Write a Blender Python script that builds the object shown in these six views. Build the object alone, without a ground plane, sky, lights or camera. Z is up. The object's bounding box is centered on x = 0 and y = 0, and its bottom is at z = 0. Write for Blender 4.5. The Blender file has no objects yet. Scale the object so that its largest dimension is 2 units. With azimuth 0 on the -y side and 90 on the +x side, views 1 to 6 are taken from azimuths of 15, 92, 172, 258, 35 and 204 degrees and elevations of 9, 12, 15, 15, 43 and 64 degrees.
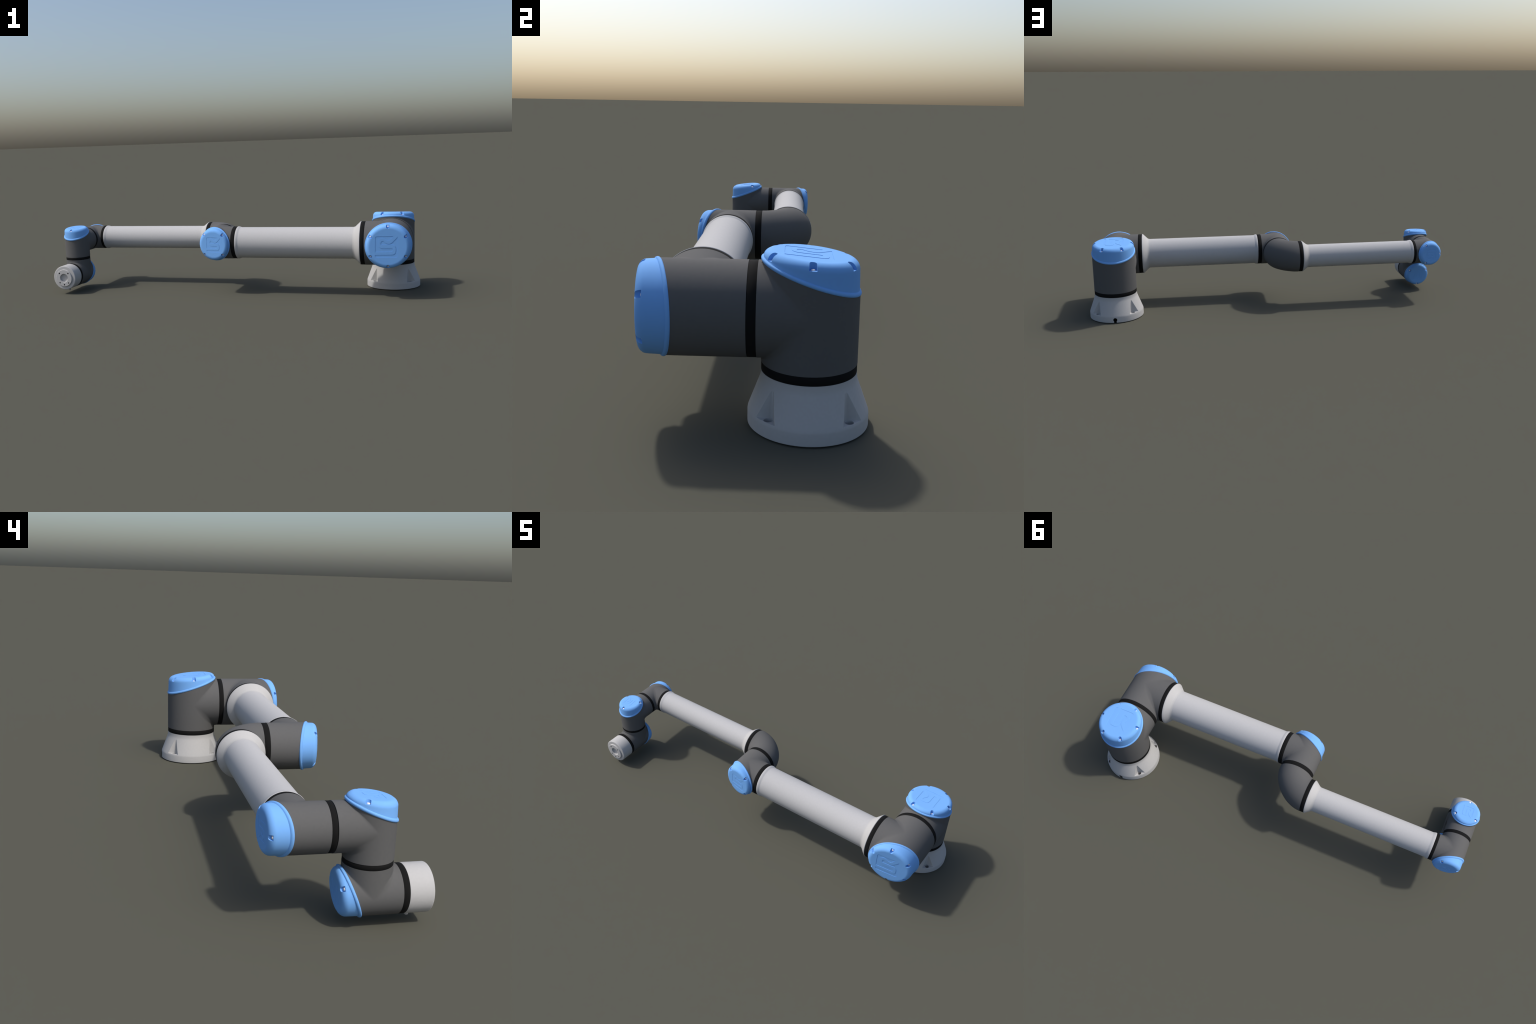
# Six-axis industrial robot arm, stretched out along x, built joint by joint.
# Every joint is the same idea in three sizes: a T of two crossing cylinders,
# a slanted cap on one end and black seal rings where it turns on its neighbours.
import bpy, bmesh, math
import numpy as np
from mathutils import Vector, Matrix
from mathutils.bvhtree import BVHTree

# ------------------------------------------------------------------ materials
def material(name, colour, rough, spec=0.5, metal=0.0, grain=0.02, bump=0.0):
    m = bpy.data.materials.new(name)
    m.use_nodes = True
    nt = m.node_tree
    b = nt.nodes["Principled BSDF"]
    tc = nt.nodes.new("ShaderNodeTexCoord")
    nz = nt.nodes.new("ShaderNodeTexNoise")
    nz.inputs["Scale"].default_value = 140.0
    nz.inputs["Detail"].default_value = 3.0
    nt.links.new(tc.outputs["Object"], nz.inputs["Vector"])
    rp = nt.nodes.new("ShaderNodeValToRGB")
    lo = [c * (1 - grain) for c in colour]
    hi = [min(1.0, c * (1 + grain)) for c in colour]
    rp.color_ramp.elements[0].position = 0.3
    rp.color_ramp.elements[1].position = 0.7
    rp.color_ramp.elements[0].color = (*lo, 1)
    rp.color_ramp.elements[1].color = (*hi, 1)
    nt.links.new(nz.outputs["Fac"], rp.inputs["Fac"])
    nt.links.new(rp.outputs["Color"], b.inputs["Base Color"])
    b.inputs["Roughness"].default_value = rough
    b.inputs["Metallic"].default_value = metal
    b.inputs["Specular IOR Level"].default_value = spec
    return m

M_HOUSING = material("dark_grey_paint", (0.107, 0.107, 0.107), 0.90, 0.12)
M_SEAL = material("black_rubber", (0.0085, 0.0085, 0.0085), 0.90, 0.12)
M_TUBE = material("silver_tube_paint", (0.460, 0.459, 0.462), 0.85, 0.15)
M_CAST = material("off_white_cast_metal", (0.440, 0.438, 0.436), 0.85, 0.15)
M_CAP = material("blue_plastic", (0.172, 0.399, 0.800), 0.80, 0.15, grain=0.01)
M_SCREW = material("white_screw", (0.800, 0.780, 0.780), 0.35, 0.50)
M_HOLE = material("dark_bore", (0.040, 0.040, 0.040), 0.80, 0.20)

# ------------------------------------------------------------------ scene helpers
WORLD = {}

def link(obj, parent, world):
    """Put obj under parent at a given world matrix."""
    bpy.context.scene.collection.objects.link(obj)
    WORLD[obj.name] = world.copy()
    if parent is not None:
        obj.parent = parent
        obj.matrix_local = WORLD[parent.name].inverted() @ world
    else:
        obj.matrix_local = world
    return obj

def mesh_object(name, me, mats, parent, world):
    me.name = name
    for m in mats:
        if m.name not in [x.name for x in me.materials if x]:
            me.materials.append(m)
    return link(bpy.data.objects.new(name, me), parent, world)

def frame(origin, zaxis, xaxis):
    z = Vector(zaxis).normalized()
    x = Vector(xaxis).normalized()
    y = z.cross(x)
    return Matrix.Translation(Vector(origin)) @ Matrix((x, y, z)).transposed().to_4x4()

def smooth_by_angle(me, deg=35):
    bm = bmesh.new(); bm.from_mesh(me)
    bmesh.ops.recalc_face_normals(bm, faces=bm.faces)
    lim = math.radians(deg)
    for f in bm.faces: f.smooth = True
    for e in bm.edges:
        if len(e.link_faces) == 2 and e.calc_face_angle(0) > lim: e.smooth = False
    bm.to_mesh(me); bm.free()

def lathe(profile, n=128, deg=35):
    """Closed solid of revolution about z; profile is a list of (radius, z)."""
    bm = bmesh.new()
    rings = []
    for r, z in profile:
        if r < 1e-6:
            rings.append([bm.verts.new((0, 0, z))])
        else:
            rings.append([bm.verts.new((r*math.cos(2*math.pi*i/n), r*math.sin(2*math.pi*i/n), z)) for i in range(n)])
    for a, b in zip(rings, rings[1:]):
        for i in range(n):
            j = (i+1) % n
            if len(a) == 1 and len(b) == 1: continue
            if len(a) == 1: bm.faces.new((a[0], b[j], b[i]))
            elif len(b) == 1: bm.faces.new((a[i], a[j], b[0]))
            else: bm.faces.new((a[i], a[j], b[j], b[i]))
    me = bpy.data.meshes.new("lathe")
    bm.to_mesh(me); bm.free()
    smooth_by_angle(me, deg)
    return me

def arc(c, rad, a0, a1, n=6):
    return [(c[0]+rad*math.cos(math.radians(a0+(a1-a0)*i/n)), c[1]+rad*math.sin(math.radians(a0+(a1-a0)*i/n))) for i in range(n+1)]

def prism(bm, poly, z0, z1, xf=None):
    """Extrude a counter-clockwise outline between two heights into bm."""
    area = sum(p[0]*q[1]-q[0]*p[1] for p, q in zip(poly, poly[1:]+poly[:1]))
    if area < 0: poly = poly[::-1]
    f0 = z0 if callable(z0) else (lambda x, y: z0)
    f1 = z1 if callable(z1) else (lambda x, y: z1)
    lo = [bm.verts.new((x, y, f0(x, y))) for x, y in poly]
    hi = [bm.verts.new((x, y, f1(x, y))) for x, y in poly]
    if xf is not None:
        for v in lo+hi: v.co = xf @ v.co
    n = len(poly)
    bm.faces.new(lo[::-1]); bm.faces.new(hi)
    for i in range(n):
        j = (i+1) % n
        bm.faces.new((lo[i], lo[j], hi[j], hi[i]))

def boolean_cut(me, cutter_bm, mat):
    """Subtract a cutter from mesh me; returns the new mesh."""
    cm = bpy.data.meshes.new("cutter"); cutter_bm.to_mesh(cm); cutter_bm.free()
    cm.materials.append(mat)
    co = bpy.data.objects.new("cutter", cm)
    ob = bpy.data.objects.new("blank", me)
    for o in (co, ob): bpy.context.scene.collection.objects.link(o)
    md = ob.modifiers.new("cut", "BOOLEAN")
    md.operation = "DIFFERENCE"; md.solver = "EXACT"; md.object = co
    md.material_mode = "TRANSFER"
    dg = bpy.context.evaluated_depsgraph_get()
    out = bpy.data.meshes.new_from_object(ob.evaluated_get(dg))
    for o in (co, ob): bpy.data.objects.remove(o)
    bpy.data.meshes.remove(cm)
    return out

def normals_from(me, src, flat_deg=30):
    """Keep the uncut surface's soft shading on a mesh that has been cut."""
    bm = bmesh.new(); bm.from_mesh(src)
    bmesh.ops.split_edges(bm, edges=[e for e in bm.edges if not e.smooth])
    bmesh.ops.triangulate(bm, faces=bm.faces)
    bm.normal_update(); bm.verts.ensure_lookup_table(); bm.faces.ensure_lookup_table()
    tree = BVHTree.FromBMesh(bm)
    lim = math.cos(math.radians(flat_deg))
    out = [None]*len(me.loops)
    for p in me.polygons:
        p.use_smooth = True
        fn, ctr = p.normal, p.center
        for li in p.loop_indices:
            co = me.vertices[me.loops[li].vertex_index].co
            to = ctr-co
            q = co+to*min(0.25, 3e-5/max(to.length, 1e-9))
            loc, nrm, idx, dist = tree.find_nearest(q)
            s = None
            if dist < 1.5e-4 and nrm.dot(fn) > lim:
                vs = bm.faces[idx].verts
                a, b, c = (v.co for v in vs)
                v0, v1, v2 = b-a, c-a, loc-a
                d00, d01, d11, d20, d21 = v0.dot(v0), v0.dot(v1), v1.dot(v1), v2.dot(v0), v2.dot(v1)
                den = d00*d11-d01*d01
                if abs(den) > 1e-18:
                    v = (d11*d20-d01*d21)/den; w = (d00*d21-d01*d20)/den
                    s = (vs[0].normal*(1-v-w)+vs[1].normal*v+vs[2].normal*w).normalized()
            out[li] = s if s is not None else fn.copy()
    bm.free()
    me.normals_split_custom_set([tuple(n) for n in out])

# ------------------------------------------------------------------ joint housing
def smoothstep(t): t = np.clip(t, 0, 1); return t*t*(3-2*t)

class Joint:
    """Sizes of one joint: main cylinder along z (cap on +z), stub along +x."""
    def __init__(s, r, a_main, a_stub, rim, rim_slope, top, top_slope, lip, lip_h, fillet, wall, screws, screw_r, slot, logo, mark_shift):
        s.r, s.a, s.b = r, a_main, a_stub
        s.rim, s.rs, s.top, s.ts = rim, rim_slope, top, top_slope
        s.lip, s.lip_h, s.fillet, s.wall = lip, lip_h, fillet, wall
        s.screws, s.screw_r, s.slot, s.logo, s.mark_shift = screws, screw_r, slot, logo, mark_shift
    def zr(s, x): return s.rim + s.rs*x
    def zt(s, x): return s.top + s.ts*x

def t_field(J, P):
    """Signed field of two crossing cylinders with a soft fillet between them."""
    x, y, z = P[..., 0], P[..., 1], P[..., 2]
    r1 = np.sqrt(x*x+y*y)+1e-9
    xm = np.minimum(x, 0)
    r2 = np.sqrt(xm*xm+y*y+z*z)+1e-9
    d1, d2 = r1-J.r, r2-J.r
    dot = np.clip((x*xm+y*y)/(r1*r2), 0, 1)
    t = np.minimum(np.minimum(z+J.a, J.b-x), J.rim+J.rs*x-z)
    k = 0.50*J.r*(1-dot)*smoothstep(t/(0.80*J.r)) + 1e-6
    h = np.clip(0.5+0.5*(d2-d1)/k, 0, 1)
    return d2*(1-h)+d1*h - k*h*(1-h)

def gradient(F, P, e=2e-5):
    g = np.zeros_like(P)
    for a in range(3):
        d = np.zeros(3); d[a] = e
        g[:, a] = (F(P+d)-F(P-d))/(2*e)
    return g

def surface(F, lo, hi, h):
    """Quad surface where F = 0 (naive surface nets, then pulled onto the zero level)."""
    ax = [np.arange(lo[i], hi[i]+h, h) for i in range(3)]
    G = np.stack(np.meshgrid(*ax, indexing="ij"), -1)
    V = F(G)
    S = V < 0
    n = np.array(S.shape)-1
    cnt = np.zeros(n, int)
    for dx in (0, 1):
        for dy in (0, 1):
            for dz in (0, 1):
                cnt += S[dx:n[0]+dx, dy:n[1]+dy, dz:n[2]+dz]
    act = (cnt > 0) & (cnt < 8)
    idx = -np.ones(n, int); idx[act] = np.arange(act.sum())
    c = np.argwhere(act)
    P = np.stack([ax[i][c[:, i]]+h/2 for i in range(3)], -1)
    for _ in range(6):
        g = gradient(F, P); f = F(P)
        step = f/np.maximum((g*g).sum(1), 0.05)
        P = P-np.clip(step, -h, h)[:, None]*g
    quads = []
    for a in range(3):
        b, c2 = (a+1) % 3, (a+2) % 3
        sl0 = [slice(None)]*3; sl1 = [slice(None)]*3
        sl0[a] = slice(0, -1); sl1[a] = slice(1, None)
        ch = S[tuple(sl0)] != S[tuple(sl1)]
        E = np.argwhere(ch)
        ok = (E[:, b] > 0) & (E[:, c2] > 0) & (E[:, b] < n[b]) & (E[:, c2] < n[c2]) & (E[:, a] < n[a])
        E = E[ok]
        ub = np.zeros(3, int); ub[b] = 1
        uc = np.zeros(3, int); uc[c2] = 1
        q = [idx[tuple((E-ub-uc).T)], idx[tuple((E-uc).T)], idx[tuple(E.T)], idx[tuple((E-ub).T)]]
        q = np.stack(q, 1)
        inside = S[tuple(E.T)]
        q[~inside] = q[~inside][:, ::-1]
        quads.append(q)
    return P, np.concatenate(quads)

def cut_and_cap(bm, co, no):
    geom = bm.verts[:]+bm.edges[:]+bm.faces[:]
    r = bmesh.ops.bisect_plane(bm, geom=geom, dist=1e-6, plane_co=co, plane_no=no, clear_outer=True)
    edges = [e for e in r["geom_cut"] if isinstance(e, bmesh.types.BMEdge)]
    bmesh.ops.edgeloop_fill(bm, edges=edges)

def field_mesh(F, P, Q, cuts):
    """Mesh of a field surface trimmed flat by planes, with the field's own normals."""
    me = bpy.data.meshes.new("housing")
    bm = bmesh.new()
    vs = [bm.verts.new(p) for p in P]
    for q in Q:
        if len(set(q)) == 4: bm.faces.new([vs[i] for i in q])
    bmesh.ops.recalc_face_normals(bm, faces=bm.faces)
    for co, no in cuts: cut_and_cap(bm, co, no)
    bm.to_mesh(me); bm.free()
    X = np.array([v.co[:] for v in me.vertices])
    g = gradient(F, X); g /= np.linalg.norm(g, axis=1)[:, None]+1e-12
    nor = []
    for p in me.polygons:
        p.use_smooth = True
        fn = np.array(p.normal)
        for li in p.loop_indices:
            gn = g[me.loops[li].vertex_index]
            nor.append(tuple(gn) if len(p.vertices) < 12 and gn @ fn > 0.5 else tuple(fn))
    me.normals_split_custom_set(nor)
    return me

def housing_mesh(J):
    h = J.r/30
    F = lambda P: t_field(J, P)
    top = J.zr(J.r)+3*h
    P, Q = surface(F, (-J.r-3*h, -J.r-3.3*h, -J.a-3*h), (J.b+3*h, J.r+3*h, top+h), h)
    n = Vector((-J.rs, 0, 1)).normalized()
    return field_mesh(F, P, Q, [((0, 0, -J.a), (0, 0, -1)), ((J.b, 0, 0), (1, 0, 0)),
                                (Vector((0, 0, J.rim+0.0015)), n)])

# ------------------------------------------------------------------ caps
def letter_panels():
    """The two sunken panels that leave a raised double letter; unit square, x right, y up."""
    def conv(pts): return [((808-Y)/333.0, (711-X)/333.0) for X, Y in pts]
    A = [(378, 962), (850, 962), (882, 952), (902, 925), (905, 890), (892, 866), (868, 858), (600, 858),
         (545, 846), (500, 806), (477, 745), (475, 650), (492, 590), (530, 552), (585, 539), (635, 548),
         (690, 582), (735, 612), (775, 618), (812, 602), (925, 487), (430, 485), (395, 498), (380, 535)]
    B = [(378, 1052), (885, 1052), (940, 1036), (978, 995), (992, 935), (992, 850), (978, 792), (940, 756),
         (890, 748), (565, 748), (546, 732), (545, 690), (556, 652), (588, 630), (622, 634), (690, 688),
         (740, 713), (790, 719), (840, 708), (885, 676), (1045, 510), (1046, 1085), (1035, 1118), (1000, 1132),
         (430, 1132), (392, 1118), (378, 1085)]
    return [conv(A), conv(B)]

def cap_blank(J, n=144):
    bm = bmesh.new()
    rings = []
    def ring(fr, fz):
        vs = []
        for i in range(n):
            t = 2*math.pi*i/n
            r = fr; x = r*math.cos(t); y = r*math.sin(t)
            vs.append(bm.verts.new((x, y, fz(x, t))))
        rings.append(vs)
    lh = J.lip_h
    e = J.lip-J.r*0.985
    # lip: rounded bead lying in the slanted rim plane
    ring(J.r*0.985, lambda x, t: J.zr(x))
    for a in (-70, -40, -10, 20, 50, 75):
        c, s = math.cos(math.radians(a)), math.sin(math.radians(a))
        ring(J.lip-0.45*lh*(1-c)*0.8, lambda x, t, s=s: J.zr(x)+0.5*lh*(1+s))
    # wall
    w0, w1 = J.wall, J.wall-0.012*J.r
    def fz_at(x, t):
        return min(J.fillet, max(0.25*J.fillet, J.zt(x)-J.zr(x)-1.15*lh))
    ring(w0, lambda x, t: J.zr(x)+1.08*lh)
    for k in (0.25, 0.5, 0.75):
        ring(w0+(w1-w0)*k, lambda x, t, k=k: (J.zr(x)+1.08*lh)*(1-k)+(J.zt(x)-fz_at(x, t))*k)
    # rounded shoulder
    for a in range(0, 91, 9):
        c, s = math.cos(math.radians(a)), math.sin(math.radians(a))
        ring(w1-J.fillet*(1-c), lambda x, t, s=s: J.zt(x)-fz_at(x, t)*(1-s))
    for k in (0.97, 0.8, 0.5, 0.2):
        ring((w1-J.fillet)*k, lambda x, t: J.zt(x))
    for a, b in zip(rings, rings[1:]):
        for i in range(n):
            j = (i+1) % n
            bm.faces.new((a[i], a[j], b[j], b[i]))
    bm.faces.new(rings[0][::-1]); bm.faces.new(rings[-1])
    me = bpy.data.meshes.new("cap_blank")
    bm.to_mesh(me); bm.free()
    smooth_by_angle(me, 40)
    return me

def slot_depth(J): return 0.150*J.r

def cap_mesh(J, flip):
    """Cap with screw slots and the sunken letter mark; flip turns the mark round."""
    src = cap_blank(J)
    src.materials.append(M_CAP)
    bm = bmesh.new()
    hw = J.slot
    for ang in J.screws:
        rot = Matrix.Rotation(math.radians(ang), 4, "Z")
        c = Vector((J.screw_r, 0, 0)); c.rotate(rot)
        out = 0.30*J.r
        poly = [(J.screw_r+hw*math.cos(math.radians(a)), hw*math.sin(math.radians(a))) for a in range(90, 271, 15)]
        poly += [(J.screw_r+out, -1.25*hw), (J.screw_r+out, 1.25*hw)]
        z0 = J.zt(c.x)-slot_depth(J)
        prism(bm, poly, z0, J.top+0.5*J.r, rot)
    d = 0.008*J.r
    sg = -1 if flip else 1
    for pts in letter_panels():
        # letter up = stub direction (+x), letter right = -y
        poly = [(J.mark_shift+sg*v*J.logo, -sg*u*J.logo) for u, v in pts]
        prism(bm, poly, lambda x, y: J.zt(x)-d, lambda x, y: J.zt(x)+0.02, None)
    me = boolean_cut(src.copy(), bm, M_CAP)
    normals_from(me, src)
    bpy.data.meshes.remove(src)
    return me

def screw_mesh(rad):
    return lathe([(0, -rad*1.2), (rad, -rad*1.2), (rad, 0.15*rad), (0.92*rad, 0.30*rad), (0.72*rad, 0.42*rad), (0.4*rad, 0.52*rad), (0, 0.56*rad)], 24, 60)

# ------------------------------------------------------------------ sizes
S = 1.5078                       # scene metres per real metre
X0, Y0, ZS = 0.8566, 0.1476, 0.1807*S
X_ELBOW = X0-0.6127*S
X_WRIST = X0-1.18425*S
Y_UPPER = Y0-0.1762*S
Y_FORE = Y0-0.0393*S
Y_WRIST = Y0-0.17415*S
Z_TOOL = ZS-0.11985*S
Y_FACE = Y_WRIST-0.11655*S

R4, R3, R2 = 0.1130, 0.0873, 0.0678
W4, W3, W2 = 0.0218, 0.0220, 0.0155   # seal ring widths
SIX, FOUR, THREE = [30+60*i for i in range(6)], [45, 135, 225, 315], [180, 60, 300]
cap4 = dict(rim=0.0790, rim_slope=0.330, top=0.1332, top_slope=0.10, lip=0.1156, lip_h=0.0098, fillet=0.0205, wall=0.1112, screws=SIX, screw_r=0.0990, slot=0.0082, logo=0.0548, mark_shift=0.0075)
cap3 = dict(rim=0.0490, rim_slope=0.405, top=0.0978, top_slope=0.18, lip=0.0910, lip_h=0.0095, fillet=0.0190, wall=0.0860, screws=FOUR, screw_r=0.0745, slot=0.0072, logo=0.0405, mark_shift=0.0020)
cap2 = dict(rim=0.0410, rim_slope=0.385, top=0.0825, top_slope=0.10, lip=0.0710, lip_h=0.0092, fillet=0.0170, wall=0.0670, screws=THREE, screw_r=0.0575, slot=0.0066, logo=0.0288, mark_shift=0.0)

robot = bpy.data.objects.new("robot_arm", None)
robot["label"] = "grey six-axis industrial robot arm with blue joint caps"
robot["category"] = "robot arm"
link(robot, None, Matrix.Translation((X0, Y0, 0)))

SCREWS = {}
def build_joint(name, J, origin, zaxis, xaxis, flip):
    fr = frame(origin, zaxis, xaxis)
    body = mesh_object(name, housing_mesh(J), [M_HOUSING], robot, fr)
    mesh_object("end_cap", cap_mesh(J, flip), [M_CAP], body, fr)
    rad = 0.0048
    key = round(rad, 5)
    if key not in SCREWS:
        SCREWS[key] = screw_mesh(rad); SCREWS[key].materials.append(M_SCREW); SCREWS[key].name = "screw"
    for a in J.screws:
        t = math.radians(a)
        x, y = J.screw_r*math.cos(t), J.screw_r*math.sin(t)
        link(bpy.data.objects.new("screw", SCREWS[key]), body, fr @ Matrix.Translation((x, y, J.zt(x)-slot_depth(J)+0.1*rad)))
    return body

def seal_ring(parent, origin, axis, r, w):
    """Ring starting at origin and running w along axis."""
    e = 0.0006
    me = lathe([(0, -0.002), (r-0.004, -0.002), (r-0.0012, 0), (r-e, 0.0006), (r-e, w-0.0006), (r-0.0012, w), (r-0.004, w+0.002), (0, w+0.002)], 128, 60)
    z = Vector(axis); x = Vector((1, 0, 0)) if abs(z.x) < 0.5 else Vector((0, 0, 1))
    return mesh_object("seal_ring", me, [M_SEAL], parent, frame(origin, axis, x))

# ------------------------------------------------------------------ base
def base_mesh():
    R = 0.1434
    prof = [(0, 0), (R-0.0015, 0), (R, 0.0015), (R, 0.029), (R-0.0008, 0.0335), (R-0.0026, 0.0385)]
    prof += [(R-0.0026-(0.0246)*k, 0.0385+0.0665*k) for k in (0.25, 0.5, 0.75, 1.0)]
    prof += [(0.1146, 0.110), (0.1134, 0.116), (0.1128, 0.123), (0.1127, ZS-0.1215-W4), (0, ZS-0.1215-W4)]
    src = lathe(prof, 160, 40)
    src.materials.append(M_CAST)
    bm = bmesh.new()
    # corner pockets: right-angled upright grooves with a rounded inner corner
    for i in range(4):
        rot = Matrix.Rotation(math.radians(45+90*i), 4, "Z")
        ra, rin = 0.0090, 0.1160
        c = rin+ra
        poly = [(c+ra*math.cos(math.radians(a)), ra*math.sin(math.radians(a))) for a in range(130, 231, 10)]
        poly += [(poly[-1][0]+0.012, poly[-1][1]-0.0140), (poly[-1][0]+0.06, poly[-1][1]-0.084), (poly[0][0]+0.06, poly[0][1]+0.084), (poly[0][0]+0.012, poly[0][1]+0.0140)]
        prism(bm, poly, 0.0370, 0.120, rot)
    return boolean_cut(src.copy(), bm, M_CAST), src

def base_holes(me, src):
    bm = bmesh.new()
    for i in range(4):
        rot = Matrix.Rotation(math.radians(45+90*i), 4, "Z")
        poly = [(0.1290+0.0105*math.cos(2*math.pi*k/24), 0.0105*math.sin(2*math.pi*k/24)) for k in range(24)]
        prism(bm, poly, 0.004, 0.040, rot)
    me = boolean_cut(me, bm, M_CAST)
    bm = bmesh.new()
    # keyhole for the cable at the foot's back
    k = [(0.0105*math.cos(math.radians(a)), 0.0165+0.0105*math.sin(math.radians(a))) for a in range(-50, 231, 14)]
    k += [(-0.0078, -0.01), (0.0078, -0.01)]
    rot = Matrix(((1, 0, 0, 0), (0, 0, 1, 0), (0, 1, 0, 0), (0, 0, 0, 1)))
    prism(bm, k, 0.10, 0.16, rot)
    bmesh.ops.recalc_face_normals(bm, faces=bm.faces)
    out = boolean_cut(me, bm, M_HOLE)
    normals_from(out, src, 25)
    bpy.data.meshes.remove(src)
    return out

b0, bsrc = base_mesh()
base = mesh_object("base", base_holes(b0, bsrc), [M_CAST], robot, Matrix.Translation((X0, Y0, 0)))

# ------------------------------------------------------------------ joints
A4, A3, A2 = 0.1215, 0.0920, 0.0815
J_sh = Joint(R4, A4, A4, **cap4)
J_up = Joint(R4, A4+0.0005, A4, **cap4)
J_el = Joint(R3, A3, A3, **cap3)
J_w1 = Joint(R2, 0.0805, A2-0.002, **cap2)
J_w2 = Joint(R2, 0.0840, 0.1055, **cap2)
J_w3 = Joint(R2, 0.0815, A2, **cap2)

shoulder = build_joint("shoulder_joint", J_sh, (X0, Y0, ZS), (0, 0, 1), (0, -1, 0), False)
seal_ring(shoulder, (X0, Y0, ZS-A4), (0, 0, -1), R4, W4)
seal_ring(shoulder, (X0, Y0-A4, ZS), (0, -1, 0), R4, W4)
upper = build_joint("upper_arm_joint", J_up, (X0, Y_UPPER, ZS), (0, -1, 0), (-1, 0, 0), False)
seal_ring(upper, (X0-A4, Y_UPPER, ZS), (-1, 0, 0), R4, W4)
elbow = build_joint("elbow_joint", J_el, (X_ELBOW, Y_UPPER, ZS), (0, -1, 0), (1, 0, 0), True)
seal_ring(elbow, (X_ELBOW+A3, Y_UPPER, ZS), (1, 0, 0), R3, W3)
seal_ring(elbow, (X_ELBOW, Y_UPPER+A3, ZS), (0, 1, 0), R3, W3)

# ------------------------------------------------------------------ pipe bend behind the elbow
def bend_mesh(r, lx, ly, n_arc=40, n_sec=96):
    """Quarter pipe from the ring at y=0 (axis +y) to the ring at x=-lx (axis -x)."""
    bm = bmesh.new()
    rings = []
    for i in range(n_arc+1):
        t = 0.5*math.pi*i/n_arc
        # spine is a quarter ellipse about the inner corner (-lx, 0)
        q = 1-0.060*math.sin(2*t)**2
        c = Vector((-lx+q*lx*math.cos(t), q*ly*math.sin(t), 0))
        nrm = Vector((math.cos(t), math.sin(t), 0))
        rings.append([bm.verts.new(c+nrm*(r*math.cos(2*math.pi*k/n_sec))+Vector((0, 0, r*math.sin(2*math.pi*k/n_sec)))) for k in range(n_sec)])
    for a, b in zip(rings, rings[1:]):
        for k in range(n_sec):
            j = (k+1) % n_sec
            bm.faces.new((a[k], a[j], b[j], b[k]))
    bm.faces.new(rings[0]); bm.faces.new(rings[-1])
    me = bpy.data.meshes.new("bend")
    bm.to_mesh(me); bm.free()
    smooth_by_angle(me, 40)
    return me

y_b = Y_UPPER+A3+W3
lx = 0.0965
bend = mesh_object("forearm_elbow", bend_mesh(R3, lx, Y_FORE-y_b), [M_HOUSING], robot, Matrix.Translation((X_ELBOW, y_b, ZS)))
seal_ring(bend, (X_ELBOW-lx, Y_FORE, ZS), (-1, 0, 0), R3, W3-0.001)

# ------------------------------------------------------------------ arm tubes
def arm_tube(origin, length, r_big, r_tube, r_end, collar):
    """Tube running along -x from a flared collar to a small bead at the far end."""
    fr = frame(origin, (-1, 0, 0), (0, 0, 1))
    b = r_end-r_tube
    prof = [(0, collar*0.5), (r_tube, collar*0.5), (r_tube, length-0.020), (r_tube+0.15*b, length-0.0165), (r_tube+0.5*b, length-0.0130),
            (r_tube+0.85*b, length-0.0090), (r_end-0.0003, length-0.0060), (r_end, length-0.0040), (r_end-0.0002, length-0.0012), (r_end-0.0014, length), (0, length)]
    tube = mesh_object("arm_tube", lathe(prof, 160, 40), [M_TUBE], robot, fr)
    d = r_big-r_tube
    cp = [(0, 0), (r_big-0.0012, 0), (r_big, 0.0014), (r_big-0.0008, 0.0040)]
    cp += [(r_big-0.0008-(d-0.0045)*k, 0.0040+(collar-0.010)*k) for k in (0.25, 0.5, 0.75, 1)]
    cp += [(r_tube+0.0022, collar-0.0030), (r_tube+0.0010, collar+0.0005), (r_tube+0.0003, collar+0.0040), (r_tube-0.002, collar+0.0042), (0, collar+0.0042)]
    mesh_object("tube_collar", lathe(cp, 160, 40), [M_CAST], tube, fr)
    return tube

x_a = X0-A4-W4
x_b = X_ELBOW+A3+W3
arm_tube((x_a, Y_UPPER, ZS), x_a-x_b, R4+0.0004, 0.0827, R3, 0.037)
x_c = X_ELBOW-lx-W3+0.001
x_d = X_WRIST+A2-0.002+W2
arm_tube((x_c, Y_FORE, ZS), x_c-x_d, R3+0.0003, 0.0645, R2, 0.034)

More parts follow.
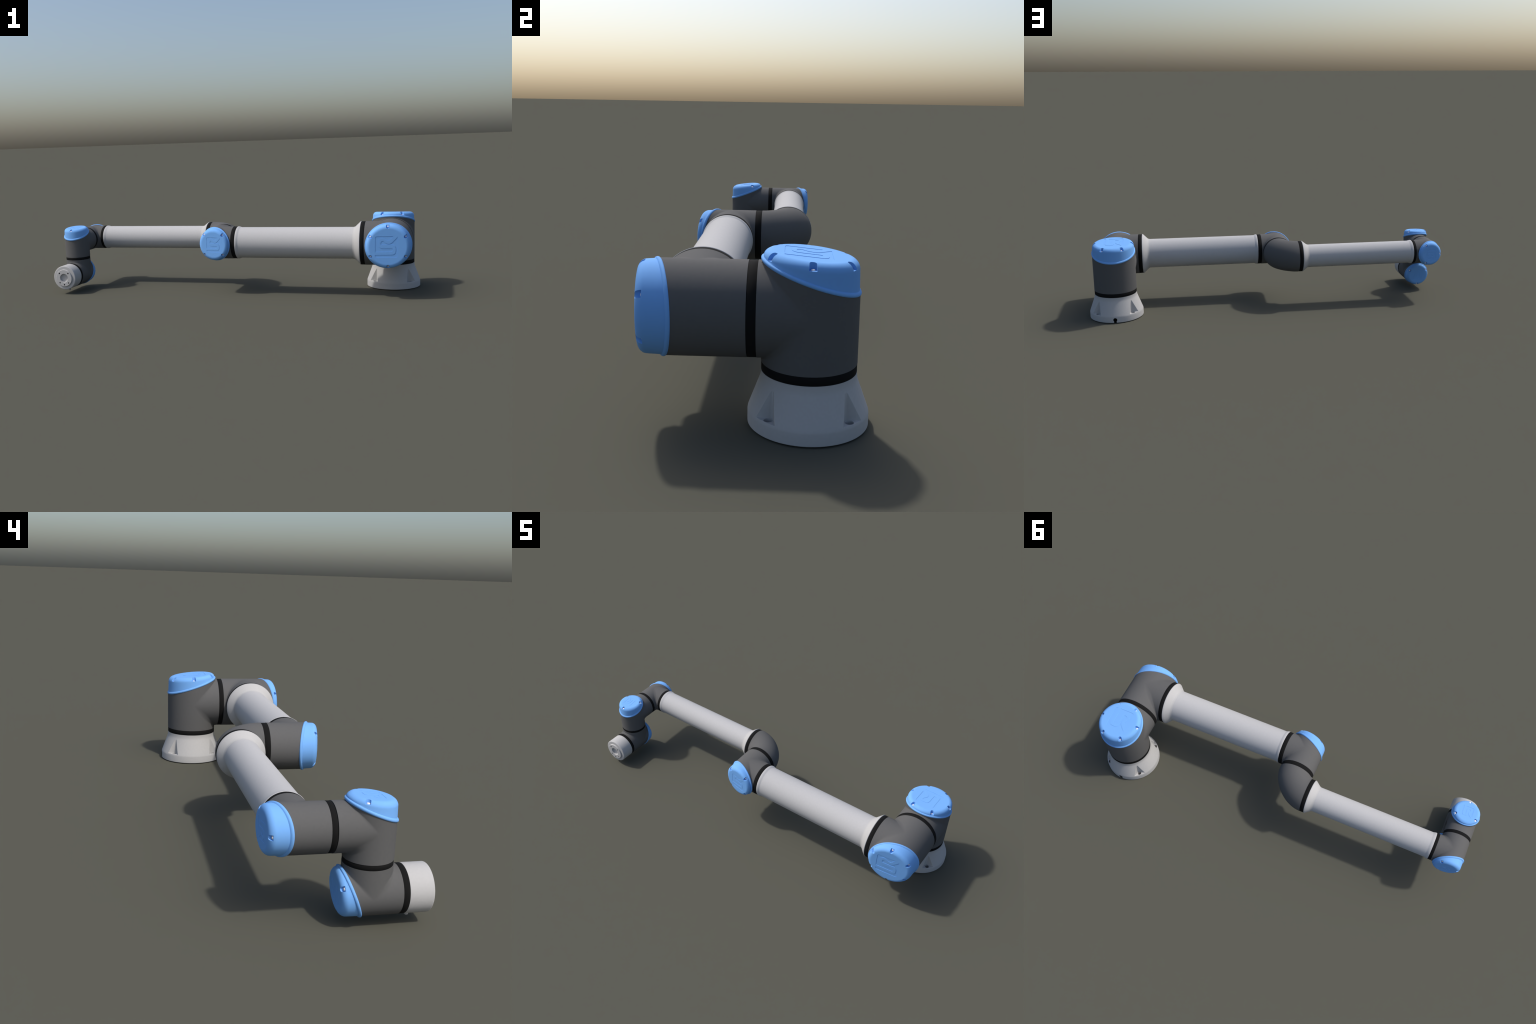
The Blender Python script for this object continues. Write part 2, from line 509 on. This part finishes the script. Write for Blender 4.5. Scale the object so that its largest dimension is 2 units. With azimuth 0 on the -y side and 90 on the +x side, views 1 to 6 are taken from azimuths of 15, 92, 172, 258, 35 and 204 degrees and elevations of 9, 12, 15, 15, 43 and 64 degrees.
# ------------------------------------------------------------------ wrist
w1 = build_joint("wrist_joint", J_w1, (X_WRIST, Y_FORE, ZS), (0, 1, 0), (1, 0, 0), True)
seal_ring(w1, (X_WRIST+J_w1.b, Y_FORE, ZS), (1, 0, 0), R2, W2)
seal_ring(w1, (X_WRIST, Y_FORE-J_w1.a, ZS), (0, -1, 0), R2, W2)
w2 = build_joint("wrist_joint", J_w2, (X_WRIST, Y_WRIST, ZS), (0, 0, 1), (0, 1, 0), True)
seal_ring(w2, (X_WRIST, Y_WRIST, ZS-J_w2.a), (0, 0, -1), R2, W2)
w3 = build_joint("wrist_joint", J_w3, (X_WRIST, Y_WRIST, Z_TOOL), (0, 1, 0), (0, 0, 1), True)
W3R = 0.0180
seal_ring(w3, (X_WRIST, Y_WRIST-J_w3.a, Z_TOOL), (0, -1, 0), R2, W3R)

# ------------------------------------------------------------------ tool flange
def flange_mesh(y0, y1):
    """Round flange from distance y0 to y1 along z: body, raised disc, bore, threaded holes."""
    L = y1-y0
    rb, rd, rc, step = R2-0.0006, 0.0475, 0.0238, 0.0070
    face = L-step
    prof = [(0, 0), (rb, 0), (rb, face-0.005)] + arc((rb-0.005, face-0.005), 0.005, 15, 90, 5)
    prof += [(rd+0.0005, face), (rd, face+0.0005), (rd, L-0.0015), (rd-0.0015, L)]
    prof += [(rc+0.001, L), (rc, L-0.001), (rc-0.0005, L-0.0095), (rc-0.002, L-0.0105), (0, L-0.0105)]
    src = lathe(prof, 128, 40)
    src.materials.append(M_CAST)
    bm = bmesh.new()
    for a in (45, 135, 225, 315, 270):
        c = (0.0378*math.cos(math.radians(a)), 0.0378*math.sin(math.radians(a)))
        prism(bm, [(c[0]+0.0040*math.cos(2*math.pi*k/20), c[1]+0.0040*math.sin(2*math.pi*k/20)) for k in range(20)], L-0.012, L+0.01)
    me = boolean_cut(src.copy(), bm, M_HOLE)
    normals_from(me, src, 25)
    bpy.data.meshes.remove(src)
    return me

y_f = Y_WRIST-J_w3.a-W3R
flange = mesh_object("tool_flange", flange_mesh(-y_f, -Y_FACE), [M_CAST], robot, frame((X_WRIST, y_f, Z_TOOL), (0, -1, 0), (1, 0, 0)))
plug = lathe([(0, 0), (0.0060, 0), (0.0060, 0.0135), (0.0050, 0.0150), (0, 0.0150)], 32, 40)
mesh_object("cable_plug", plug, [M_CAST], flange, frame((X_WRIST, -0.2370, Z_TOOL-R2+0.0040), (0, 0, -1), (1, 0, 0)))
